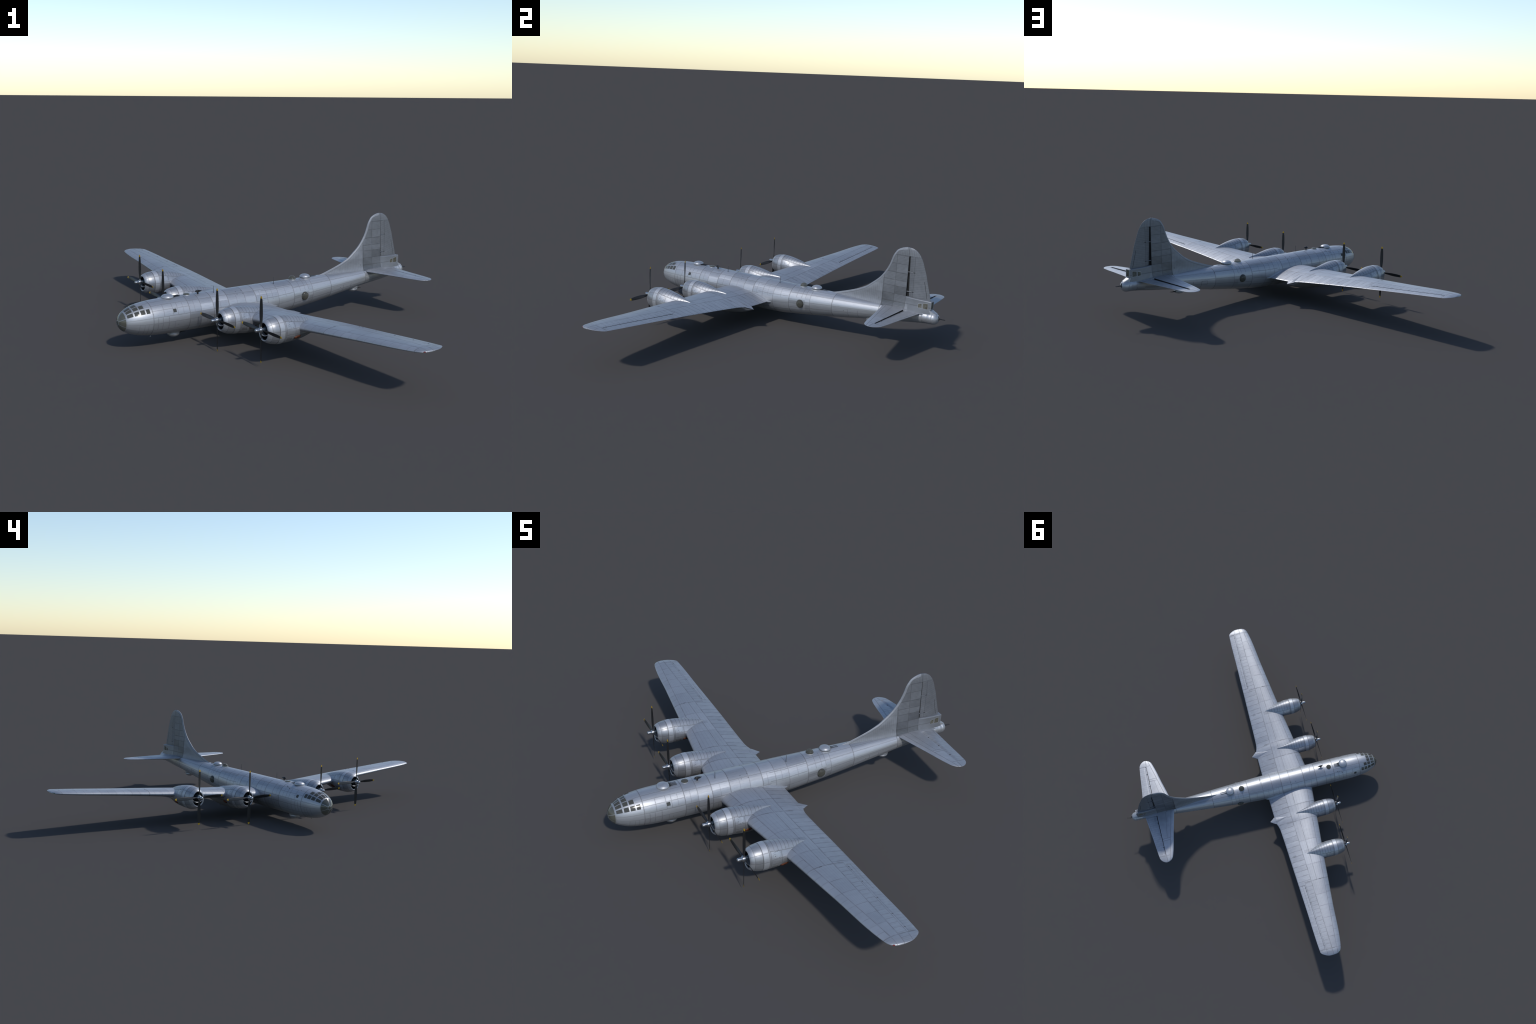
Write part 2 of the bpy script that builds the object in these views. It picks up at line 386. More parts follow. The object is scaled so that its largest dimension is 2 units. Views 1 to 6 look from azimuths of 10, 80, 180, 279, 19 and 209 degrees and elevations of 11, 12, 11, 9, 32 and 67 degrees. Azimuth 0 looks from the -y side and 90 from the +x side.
def mat_tail(name, fin=True):
    """fin and tailplane skins"""
    g = NT(name); x, y, z, p = g.pos(); Y = g.m('ABSOLUTE', y)
    isfin = g.m('LESS_THAN', Y, .036)
    # fin
    v = g.lines(x, [.8235, .8275, .895, .9625], .0008)
    ribs = g.mul(g.every(z, .0072, .00085), g.between(x, .8235, .9625))
    dors = g.mul(g.every(x, .0118, .0009), g.m('LESS_THAN', x, .8235), .45)
    bigh = g.mul(g.lines(z, [.262, .303, .3455, .378, .42, .468, .5155], .0009), g.m('GREATER_THAN', x, .8235))
    caph = g.mul(g.every(x, .0098, .0009), g.m('GREATER_THAN', z, .5155))
    # tailplane
    le = g.m('SUBTRACT', x, g.m('ADD', .852, g.m('MULTIPLY', Y, .236)))
    s1 = g.mx(g.lines(le, [0.0], .0009), g.mul(g.lines(x, [.966], .0009), g.m('GREATER_THAN', Y, .37)))
    s2 = g.mul(g.m('COMPARE', g.m('SUBTRACT', x, g.m('MULTIPLY', Y, .16)), .895, .0008), g.m('LESS_THAN', Y, .235))
    s3 = g.mul(g.lines(Y, [.237, .252, .3655], .0009), g.m('GREATER_THAN', le, 0.0))
    st_r = g.mul(g.every(Y, .0078, .0008), g.m('GREATER_THAN', le, 0.0), .5)
    fin_seam = g.mx(v, bigh); tail_seam = g.mx(s1, s2, s3)
    seam = g.m('ADD', g.mul(isfin, fin_seam, .8), g.mul(g.m('SUBTRACT', 1.0, isfin), tail_seam, .8))
    nb = g.noise(p, 40, 1); seam = g.m('MULTIPLY', seam, g.m('ADD', .45, nb))
    faint = g.m('ADD', g.mul(isfin, g.mx(ribs, dors, caph)), g.mul(g.m('SUBTRACT', 1.0, isfin), st_r))
    faint = g.m('MULTIPLY', faint, g.m('ADD', .5, g.m('MULTIPLY', nb, 2.6 if fin else 1.2)))
    ci = g.count(x, [.8235, .895, .9625]); cz = g.count(z, [.262, .303, .3455, .378, .42, .468, .5155])
    tint = g.m('MULTIPLY', 1.5 if fin else 1.0, g.white(g.vec(g.m('ADD', ci, g.m('MULTIPLY', isfin, 3.0)), g.m('MULTIPLY', isfin, cz), g.count(Y, [.036, .237]))))
    grain = g.noise(g.vec(g.m('MULTIPLY', x, 30.0), g.m('MULTIPLY', z, 60.0), g.m('MULTIPLY', y, 30.0)), 1.0, 3, .6)
    if fin:
        # highlight of the rounded leading edge, painted as a lighter strip along the outline
        dx = g.m('SUBTRACT', x, g.curve(z, FLE, .23, .5626, .4, 1.0, 20))
        zl = pchip([float(FLE(q)) for q in np.linspace(.23, .5626, 24)], list(np.linspace(.23, .5626, 24)))
        dz = g.m('SUBTRACT', g.curve(x, zl, .47, .95, .2, .6, 20), z)
        q = g.m('MINIMUM', g.m('DIVIDE', dx, .0135), g.m('DIVIDE', dz, .0115))
        strip = g.mul(g.m('LESS_THAN', q, 1.0), g.m('LESS_THAN', x, .95))
        tint = g.m('ADD', g.m('MULTIPLY', tint, g.m('SUBTRACT', 1.0, strip)), g.m('MULTIPLY', strip, 1.9))
        seam = g.m('MULTIPLY', seam, g.m('SUBTRACT', 1.0, strip)); faint = g.m('MULTIPLY', faint, g.m('SUBTRACT', 1.0, strip))
        seam = g.m('MAXIMUM', seam, g.mul(g.soft(g.m('ABSOLUTE', g.m('SUBTRACT', q, 1.0)), .07), g.m('LESS_THAN', x, .93), .7))
        tint = g.m('ADD', tint, g.m('MULTIPLY', g.m('GREATER_THAN', z, .5155), .9))
        tint = g.m('ADD', tint, g.mul(g.m('LESS_THAN', x, .8235), g.m('SUBTRACT', 1.0, strip), .9))
    soot = g.mul(g.m('GREATER_THAN', x, .8235), g.m('SUBTRACT', 1.0, g.m('DIVIDE', g.m('SUBTRACT', z, .235), .14), clamp=True), g.m('LESS_THAN', x, .9625), .7)
    return aluminium(g, seam, tint, grain, faint, rough=ROUGH + .02, grime=soot if fin else None, **((dict(base=(.178, .188, .208), metal=.42)) if fin else {}))

def mat_control(name, axis='y', period=.0145, tab=None, **kw):
    """ailerons, elevators, rudder: ribbed skins"""
    g = NT(name); x, y, z, p = g.pos(); S = g.m('ABSOLUTE', y) if axis == 'y' else g.m('ADD', z, g.m('MULTIPLY', x, -.25))
    faint = g.every(S, period, .0008)
    seam = g.m('COMPARE', x, 9.0, .001)
    if tab is not None:
        a0, k, s_ref, lo, hi, nx = tab
        sp = g.m('ABSOLUTE', y) if axis == 'y' else z
        ln = g.m('COMPARE', g.m('SUBTRACT', x, g.m('MULTIPLY', g.m('SUBTRACT', sp, s_ref), k)), a0, .0013)
        seam = g.mul(ln, g.between(sp, lo, hi), 1.3 if axis == 'z' else .45)
        if nx: seam = g.mx(seam, g.mul(g.m('COMPARE', x, nx, .0009), .8))
    grain = g.noise(p, 60, 3)
    tint = g.m('ADD', .3, g.m('MULTIPLY', g.white(g.vec(g.m('FLOOR', g.m('DIVIDE', S, period)), 1.0, 2.0)), .3))
    return aluminium(g, seam, tint, grain, faint, rough=ROUGH + .04, **kw)

def mat_nacelle(name, a_shift=0.0):
    g = NT(name); x, y, z, p = g.pos(); X = g.m('ADD', x, a_shift); Y = g.m('ABSOLUTE', y)
    th = g.m('MULTIPLY', g.m('ARCTAN2', g.m('ADD', z, .008), Y), 180 / PI)
    band = g.between(X, -.262, -.232)
    rings = g.mx(g.lines(X, [-.262, -.232], .0011), g.m('MULTIPLY', g.lines(X, [-.298, -.2265], .0009), .6))
    aft = g.m('GREATER_THAN', X, -.2265); fr = g.m('LESS_THAN', X, -.262)
    thr = g.m('SUBTRACT', .034, g.m('MULTIPLY', .18, g.m('ADD', X, .2265)))
    ribs = g.mul(g.lines(X, [-.205, -.185, -.165, -.146, -.128, -.104, -.085, -.07], .0008), g.m('GREATER_THAN', z, thr))
    box1 = g.mul(g.soft(g.m('ABSOLUTE', g.m('SUBTRACT', z, thr)), .0008), aft)
    side = g.mul(g.lines(z, [-.004, -.03, -.042], .0008), aft)
    vert = g.mul(g.lines(X, [-.172, -.2235], .0008), g.m('LESS_THAN', z, thr))
    cowl = g.mul(g.lines(th, [42, 0, -40], 1.1), g.m('LESS_THAN', X, -.232), .6)
    louv = g.mul(g.every(X, .0062, .0013), g.between(X, -.219, -.187), g.between(z, -.061, -.046), 1.4)
    seam = g.mx(rings, g.m('MULTIPLY', g.mx(ribs, box1, side, vert), .8), cowl, louv)
    nb = g.noise(p, 45, 1); seam = g.m('MULTIPLY', seam, g.m('ADD', .5, nb))
    tint = g.white(g.vec(g.count(X, [-.262, -.232, -.205, -.185, -.165, -.146, -.128]), g.count(th, [-40, 0, 42]), 5.0))
    tint = g.m('ADD', g.m('MULTIPLY', tint, .6), g.m('MULTIPLY', band, .95))
    tint = g.m('SUBTRACT', tint, g.m('MULTIPLY', g.between(X, -.298, -.262), .45))
    tint = g.m('ADD', tint, g.m('MULTIPLY', g.m('LESS_THAN', X, -.298), .3))
    grain = g.noise(g.vec(g.m('MULTIPLY', x, 25.0), g.m('MULTIPLY', th, .35), 0), 1.0, 3, .6)
    soot = g.mul(g.between(X, -.17, .2), g.m('LESS_THAN', z, -.035), .5)
    return aluminium(g, seam, tint, grain, None, grime=soot, rough=ROUGH + .02, base=(.38, .392, .42))

M = {}
def materials():
    M['fus'] = mat_fuselage()
    M['wing'] = mat_wing('wing_aluminium')
    M['tail'] = mat_tail('tail_aluminium')
    M['aileron'] = mat_control('aileron_aluminium', 'y', .0182, (.0668, -.0145, .82, .83, 1.03, None))
    M['elevator'] = mat_control('elevator_aluminium', 'y', .0165, (1.0365, -.115, .1, .05, .155, None))
    M['rudder'] = mat_control('rudder_aluminium', 'z', .0128, (1.0595, -.238, .39, .29, .392, .999), base=(.178, .188, .208), metal=.42)
    M['nac_o'] = mat_nacelle('outboard_nacelle_aluminium')
    M['nac_i'] = mat_nacelle('inboard_nacelle_aluminium', .0285)
    M['stab'] = mat_tail('tailplane_aluminium', False)
    M['cabin'] = mat_tail('gunner_cabin_aluminium')
    g = NT('turret_aluminium'); x, y, z, p = g.pos()
    M['turret'] = aluminium(g, g.m('COMPARE', x, 9.0, .1), g.m('ADD', .55, g.m('MULTIPLY', g.noise(p, 9, 2), .2)), g.noise(p, 70, 3), rough=ROUGH, base=(.38, .392, .42))
    g = NT('frame_aluminium'); x, y, z, p = g.pos()
    M['frame'] = aluminium(g, g.m('COMPARE', x, 9.0, .1), g.m('ADD', .5, g.m('MULTIPLY', g.noise(p, 30, 2), .3)), g.noise(p, 90, 3), rough=.48, base=(.37, .382, .405))
    M['hub'] = plain('polished_hub', (.42, .43, .45), .27, .9, .1)
    M['black'] = plain('propeller_black', (.018, .018, .019), .42, 0, .3)
    M['yellow'] = plain('propeller_tip_yellow', (.62, .36, .012), .5, 0, .15)
    M['gun'] = plain('gun_steel', (.022, .022, .024), .4, .5, .3)
    M['dark'] = plain('dark_recess', (.006, .006, .007), .8)
    M['engine'] = plain('engine_blue_grey', (.035, .055, .075), .45, .3, .5, 150)
    M['cyl'] = plain('cylinder_metal', (.03, .03, .032), .45, .6, .5, 200)
    M['rust'] = plain('rusted_exhaust', (.17, .052, .024), .6, .45, .9, 90)
    M['mast'] = plain('mast_grey', (.06, .062, .066), .5, .3)
    M['rubber'] = plain('dark_latch', (.02, .02, .022), .6)
    M['hatch'] = plain('hatch_aluminium', (.445, .457, .485), .42, METALLIC, .25, 60)
    M['plate'] = plain('inspection_plate_metal', (.21, .22, .24), .5, .4, .2)
    M['red'] = plain('red_lamp', (.16, .012, .012), .3)
    M['green'] = plain('green_lamp', (.015, .06, .02), .3)
    # window glazing: smoky perspex seen against a dark interior
    g = NT('window_perspex'); x, y, z, p = g.pos()
    c = g.mix(g.noise(p, 55, 4), (.042, .043, .039, 1), (.078, .077, .068, 1))
    g.t.links.new(c, g.b.inputs['Base Color']); g.b.inputs['Roughness'].default_value = .14
    g.b.inputs['IOR'].default_value = 1.3; g.b.inputs['Coat Weight'].default_value = .1
    M['glass'] = g.mat
    g = NT('nose_perspex'); x, y, z, p = g.pos()
    c = g.mix(g.noise(p, 40, 4), (.068, .069, .058, 1), (.100, .099, .080, 1))
    g.t.links.new(c, g.b.inputs['Base Color']); g.b.inputs['Roughness'].default_value = .14
    M['noseglass'] = g.mat
    g = NT('blister_perspex')
    tr = g.n.new('ShaderNodeBsdfTransparent'); tr.inputs[0].default_value = (.70, .69, .64, 1)
    g.b.inputs['Base Color'].default_value = (.13, .128, .112, 1); g.b.inputs['Roughness'].default_value = .07; g.b.inputs['IOR'].default_value = 1.5
    lw = g.n.new('ShaderNodeLayerWeight'); lw.inputs[0].default_value = .25
    ms = g.n.new('ShaderNodeMixShader')
    g.t.links.new(g.m('ADD', .36, g.m('MULTIPLY', lw.outputs[1], .5), clamp=True), ms.inputs[0])
    g.t.links.new(tr.outputs[0], ms.inputs[1]); g.t.links.new(g.b.outputs[0], ms.inputs[2])
    g.t.links.new(ms.outputs[0], g.n['Material Output'].inputs[0])
    M['blister'] = g.mat

# --------------------------------------------------------------------------- parts
def build_fuselage():
    bm = bmesh.new()
    s = np.concatenate([np.linspace(0.004, math.sqrt(.16), 34), np.sqrt(np.linspace(.17, 1.12 - TIP, 110))])
    rings = []
    for q in s:
        a = TIP + q * q; r, z = fus(a)
        rings.append([(a, -float(r) * math.cos(t), float(z) + float(r) * math.sin(t)) for t in np.linspace(0, 2 * PI, 97)[:-1]])
    loft(bm, rings)
    return add_obj('fuselage', finish(bm, 'fuselage', M['fus']))

def skin_patch(bm, a0, a1, t0, t1, off=.0007, thick=.0018, na=6, nt=6, inset=.12):
    """thin curved pane following the fuselage skin, with chamfered rim"""
    rows = []
    for i in range(na + 1):
        a = a0 + (a1 - a0) * i / na
        rows.append([bm.verts.new(fpt(a, t0 + (t1 - t0) * j / nt, off)) for j in range(nt + 1)])
    grid_faces(bm, rows)
    rim = [rows[0][j] for j in range(nt + 1)] + [rows[i][nt] for i in range(1, na + 1)] + [rows[na][j] for j in range(nt - 1, -1, -1)] + [rows[i][0] for i in range(na - 1, 0, -1)]
    low = []
    for v in rim:
        r, z = fus(v.co.x); c = Vector((v.co.x, 0, float(z))); d = (v.co - c)
        low.append(bm.verts.new(c + d * (1 - thick / max(d.length, 1e-4))))
    for k in range(len(rim)):
        bm.faces.new([rim[k], rim[(k + 1) % len(rim)], low[(k + 1) % len(rim)], low[k]])

def build_glazing(fuselage):
    cols = [(-.7335, -.7065), (-.6993, -.6765), (-.6698, -.6475), (-.6408, -.6222)]
    rowsdef = [((29, 46), 4), ((52.5, 68.5), 3), ((72.5, 88.2), 2)]
    for (t0, t1), n in rowsdef:
        for a0, a1 in cols[:n]:
            for mirror in (False, True):
                bm = bmesh.new()
                skin_patch(bm, a0, a1, *((180 - t1, 180 - t0) if mirror else (t0, t1)))
                add_obj('cockpit_window', finish(bm, 'cockpit_window', M['glass'], 40), fuselage)
    for a0, a1, t0, t1 in ((-.498, -.480, 21.3, 32.4), (-.5785, -.5605, 147.3, 158.3)):
        bm = bmesh.new(); skin_patch(bm, a0, a1, t0, t1)
        add_obj('side_window', finish(bm, 'side_window', M['glass'], 40), fuselage)
    # bombardier's nose cone: six sectors and an end pane between thin frames
    edges = [90, 28, -25, -90, -154, -208]
    for k in range(6):
        t1, t0 = edges[k], (edges[k + 1] if k < 5 else edges[0] - 360)
        bm = bmesh.new(); rows = []
        for i in range(9):
            q = math.sqrt(.0016) + (math.sqrt(.0262) - math.sqrt(.0016)) * i / 8
            a = TIP + q * q; r = float(fus(a)[0]); gapdeg = math.degrees(.00115 / r)
            rows.append([bm.verts.new(fpt(a, t0 + gapdeg + (t1 - t0 - 2 * gapdeg) * j / 14, .0007)) for j in range(15)])
        grid_faces(bm, rows)
        bmesh.ops.solidify(bm, geom=bm.faces[:], thickness=.0016)
        add_obj('nose_window', finish(bm, 'nose_window', M['noseglass'], 40), fuselage)
    bm = bmesh.new(); rows = []
    for i in range(6):
        q = .003 + (math.sqrt(.0010) - .003) * i / 5
        rows.append([fpt(TIP + q * q, 60 * k / 4, .0007) for k in range(24)])
    loft(bm, rows, True, True)
    add_obj('nose_window', finish(bm, 'nose_window', M['noseglass'], 40), fuselage)
    # raised frames of the glazed nose
    bm = bmesh.new()
    def strip(pts_a, pts_b):
        A = [bm.verts.new(p) for p in pts_a]; B = [bm.verts.new(p) for p in pts_b]
        for k in range(len(A) - 1): bm.faces.new([A[k], A[k + 1], B[k + 1], B[k]])
    def ring_bar(a, w, t0, t1, n=40):
        strip([fpt(a - w, t0 + (t1 - t0) * i / n, .0011) for i in range(n + 1)], [fpt(a + w, t0 + (t1 - t0) * i / n, .0011) for i in range(n + 1)])
    def long_bar(t, w, a0, a1, n=24):
        A, B = [], []
        for i in range(n + 1):
            q = math.sqrt(a0 - TIP) + (math.sqrt(a1 - TIP) - math.sqrt(a0 - TIP)) * i / n; a = TIP + q * q
            dg = math.degrees(w / float(fus(a)[0])); A.append(fpt(a, t - dg, .0011)); B.append(fpt(a, t + dg, .0011))
        strip(A, B)
    ring_bar(-.7385, .0014, -180, 180, 96)
    for t in edges: long_bar(t, .0008, TIP + .0014, -.741)
    ring_bar(TIP + .0013, .00028, -180, 180, 48)
    for a, t in ((-.703, 29), (-.673, 29)): ring_bar(a, .0014, t, 180 - t, 60)
    ring_bar(-.6442, .0014, 29, 69); ring_bar(-.6442, .0014, 111, 151)
    for t in (49.3, 130.7): long_bar(t, .0014, -.738, -.646)
    for t in (70.6, 109.4): long_bar(t, .0010, -.738, -.675)
    long_bar(90, .0010, -.738, -.675)
    bmesh.ops.solidify(bm, geom=bm.faces[:], thickness=.0012)
    add_obj('nose_frame', finish(bm, 'nose_frame', M['frame'], 40), fuselage)

def build_wing(sg):
    ys = sorted(set([0.02, .06] + list(np.linspace(.09, .24, 8)) + list(np.linspace(.25, .38, 12)) + list(np.linspace(.40, .80, 12)) + [.833]
                + list(np.linspace(.86, 1.30, 14)) + [1.3185, 1.326, 1.333, 1.340, 1.346, 1.3515, 1.3560, 1.3600, 1.3635, 1.3660, 1.3680, 1.3695, 1.3702, 1.37047]))
    hu = lambda y: float((.0478 + (.0388 - .0478) * (y - .85) / .45 - LEa(y)) / (TEa(y) - LEa(y)))
    nose = lambda w: .72 + .28 * smooth(0, .10, w)
    fixed, ctl = hinged_surface(ys, wing_pt, hu, .833, 1.3185, lambda sp, a, z: (a, sg * sp, z), nose, gap=.004, s0=.78)
    wing = add_obj('wing', finish(fixed, 'wing', [M['wing'], M['mast']], 40))
    add_obj('aileron', finish(ctl, 'aileron', [M['aileron'], M['aileron']], 40), wing)
    # hinge brackets bridging the aileron gap, and the small tie at the wing joint
    for y in (.8534, .879, .969, 1.09, 1.2056, 1.2943):
        a = .0478 - .02 * (y - .85); bm = bmesh.new()
        box(bm, (a - .001, sg * y, wing_top(a, y) - .0002), (.0105, .0014, .0022))
        bmesh.ops.bevel(bm, geom=bm.edges[:], offset=.0004, segments=1, affect='EDGES')
        add_obj('hinge_bracket', finish(bm, 'hinge_bracket', M['rubber']), wing)
    bm = bmesh.new(); box(bm, (-.069, sg * .8165, wing_top(-.069, .8165)), (.013, .0022, .0012))
    add_obj('joint_tie', finish(bm, 'joint_tie', M['rubber']), wing)
    # tip lamp in the leading corner of the tip
    bm = bmesh.new(); y = 1.357; a = float(LEa(y)) + .004
    ellipsoid(bm, (a + .003, sg * (y + .002), float(LEz(y)) + .0008), (.0070, .0042, .0026), 16, 10)
    add_obj('wingtip_lamp', finish(bm, 'wingtip_lamp', M['red'] if sg < 0 else M['green']), wing)
    # root fillet: triangular web between the wing trailing edge and the body
    bm = bmesh.new(); rings = []
    for i in range(19):
        t = i / 18; a = .0 + (.1424 - .0) * t; k = t ** 1.3
        ya, yb = .0855 - .022 * 0, .0915 + .0115 * math.sin(PI * min(1, t * 1.02)) ** .7
        if a > .1215: yb = .1025 - (a - .1215) * .55
        zw = wing_top(min(a, .1205), .1) if a < .1205 else .1262
        zt = zw + .0008 + .0125 * math.sin(PI * min(1, t ** .9)) ** .8
        zt2 = zw + .0006
        rings.append([(a, sg * .06, zt), (a, sg * ya, zt), (a, sg * yb, zt2), (a, sg * yb, zw - .003), (a, sg * .06, zw - .006)])
    loft(bm, rings)
    add_obj('wing_root_fillet', finish(bm, 'wing_root_fillet', M['frame'], 50), wing)
    # creased fairing that carries the inboard nacelle through the flap to a spike
    yc = .2785; bm = bmesh.new(); rr = []
    zin = lambda a, y: wing_top(min(a, float(TEa(y)) - .0006), y)
    for a in np.concatenate([np.linspace(.016, .1185, 26), np.linspace(.1205, .1574, 12)]):
        if a <= .1205:
            t = (a - .016) / (.1205 - .016); w = .0004 + .0285 * t; z0 = zin(a, yc)
            zl, zr, zm = zin(a, yc - w) - .0006, zin(a, yc + w) - .0006, z0 + .0058 * t ** 1.2 + .0001
        else:
            t = (a - .1205) / (.1574 - .1205); w = .0289 * (1 - t) + .0002; tip = .1232
            zl = (zin(.12, yc - .0289) - .0006) * (1 - t) + tip * t; zr = (zin(.12, yc + .0289) - .0006) * (1 - t) + tip * t
            zm = (zin(.12, yc) + .0058) * (1 - t) + (tip + .0003) * t
        rr.append([(a, sg * (yc - w), zl), (a, sg * (yc - w * .5), (zl + zm) / 2 - .0004), (a, sg * yc, zm), (a, sg * (yc + w * .5), (zr + zm) / 2 - .0004), (a, sg * (yc + w), zr), (a, sg * yc, min(zl, zr) - .0045 * (1.02 - (0 if a < .1205 else t)))])
    loft(bm, rr)
    add_obj('flap_fairing', finish(bm, 'flap_fairing', M['wing'], 30), wing)
    return wing

# ---- nacelles ---------------------------------------------------------------
nT = pchip([-.318, -.3165, -.312, -.300, -.280, -.255, -.235, -.21, -.185, -.16, -.142, -.10, -.072, -.045, -.0295], [.0325, .036, .0395, .0452, .0502, .0530, .0535, .0525, .0495, .0452, .0418, .0318, .0238, .0145, .0085])
nB = pchip([-.318, -.3165, -.312, -.300, -.280, -.255, -.235, -.21, -.16, -.10], [.0545, .0575, .0610, .0675, .0750, .0790, .0800, .0800, .0780, .0745])
nW = pchip([-.318, -.3165, -.312, -.300, -.280, -.255, -.235, -.20, -.17, -.145, -.106, -.07, -.045, -.0295], [.0360, .0395, .0435, .0495, .0555, .0580, .0585, .0560, .0500, .0440, .0330, .0205, .0095, .0022])
# the under half keeps its width and runs on beneath the wing; outboard it fairs out at mid chord, inboard it runs to the flap
nWl = {'o': pchip([-.318, -.3165, -.312, -.300, -.280, -.255, -.235, -.20, -.15, -.11, -.07, -.03, .0, .022], [.0360, .0395, .0435, .0495, .0555, .0580, .0588, .0592, .0575, .053, .045, .033, .019, .003]),
       'i': pchip([-.3465, -.345, -.3405, -.3285, -.3085, -.2835, -.2635, -.22, -.12, -.04, .03, .09, .1205, .14, .1570], [.0360, .0395, .0435, .0495, .0555, .0580, .0588, .0590, .0575, .0520, .0440, .0340, .0262, .0118, .0004])}
nBl = {'o': pchip([-.318, -.3165, -.312, -.300, -.280, -.255, -.235, -.21, -.16, -.12, -.08, -.045, -.01, .022], [.0545, .0575, .0610, .0675, .0750, .0790, .0800, .0800, .0785, .0745, .066, .056, .042, .026]),
       'i': pchip([-.3465, -.345, -.3405, -.3285, -.3085, -.2835, -.2635, -.23, -.19, -.108, -.06, -.019, .061, .107, .1365, .150, .1570], [.0545, .0575, .0610, .0675, .0755, .0795, .0815, .0860, .0910, .0930, .0895, .0850, .0715, .0590, .0475, .0415, .0378])}
nTi = pchip([-.3465, -.345, -.3405, -.3285, -.3085, -.2835, -.2635, -.2385, -.2135, -.1885, -.1705, -.1285, -.09, -.060, -.0430], [.0325, .036, .0395, .0452, .0502, .0530, .0535, .0525, .0500, .0462, .0432, .0350, .0282, .0215, .0165])
nWi = pchip([-.3465, -.345, -.3405, -.3285, -.3085, -.2835, -.2635, -.2285, -.1985, -.1735, -.1345, -.09, -.060, -.0430], [.0360, .0395, .0435, .0495, .0555, .0580, .0585, .0560, .0500, .0440, .0335, .0205, .0095, .0022])

def nac_ring(kind, x, n=72):
    """cross-section: upper half narrows to a teardrop on the wing, lower half stays full"""
    o = kind == 'o'; tipx = -.0295 if o else -.0430; sp = -.013
    if x <= tipx:
        T, W = (float(nT(x)), float(nW(x))) if o else (float(nTi(x)), float(nWi(x)))
    else:
        # behind the teardrop the top lies inside the wing
        T, W = None, None
    Wl, B = float(nWl[kind](x)), float(nBl[kind](x))
    b0, b1 = (-.262, -.232) if o else (-.2905, -.2605)
    if b0 < x < b1: d = .0008
    else: d = 0.0
    if T is None:
        zt = (-.016 if o else float(pchip([-.05, .018, .06, .10, .1205, .1570], [-.006, -.009, -.017, -.0285, -.0345, -.0374])(x))); 
        sp2 = min(sp, zt - .002) if o else min(zt - .0006, sp); T = zt; W = Wl
    else: sp2 = sp
    out = []
    for k in range(n):
        t = 2 * PI * k / n; c, sn = math.cos(t), math.sin(t)
        if sn >= 0:
            f = float(smooth(-.05, .75, sn)); w = Wl + (W - Wl) * f
            out.append((x, (w + d) * c, sp2 + (T + d - sp2) * sn))
        else:
            out.append((x, (Wl + d) * c, sp2 + (B + d + sp2) * sn))
    return out

def nring(x, T, B, W, n=72):
    c, h = (T - B) / 2, (T + B) / 2
    return [(x, W * math.cos(2 * PI * k / n), c + h * math.sin(2 * PI * k / n)) for k in range(n)]

def build_nacelle_mesh(kind):
    """kind 'o' outboard or 'i' inboard; origin on the thrust line"""
    sh = 0.0 if kind == 'o' else -.0285          # the whole unit sits further forward inboard
    bm = bmesh.new(); rings = []
    # inner wall of the intake, then the lip, then the skin
    for x, T, B, W in ((-.270, .030, .050, .032), (-.300, .0290, .0510, .0325), (-.312, .0285, .0505, .0322), (-.3165, .0298, .0518, .0335)):
        rings.append(nring(x + sh, T, B, W))
    end, tp = (.0218, -.0295) if kind == 'o' else (.1568, -.0430)
    b0, b1 = (-.262, -.232) if kind == 'o' else (-.2905, -.2605)
    xs = sorted(list(np.linspace(-.318 + sh, -.30 + sh, 9)) + list(np.linspace(-.296 + sh, b0 - .003, 9)) + [b0 - .0003, b0 + .0003] + list(np.linspace(b0 + .003, b1 - .003, 7))
                + [b1 - .0003, b1 + .0003] + list(np.linspace(b1 + .004, tp, 44)) + [tp + .0004] + list(np.linspace(tp + .004, end, 30)))
    for x in xs: rings.append(nac_ring(kind, x))
    loft(bm, rings, True, True)
    for f in bm.faces:
        c = f.calc_center_median()
        if c.x > -.3135 + sh and c.x < -.262 + sh and (c.y / .0333) ** 2 + ((c.z + .0109) / .0412) ** 2 < 1: f.material_index = 1
    return finish(bm, 'engine_nacelle', [M['nac_' + kind], M['dark']], 38)

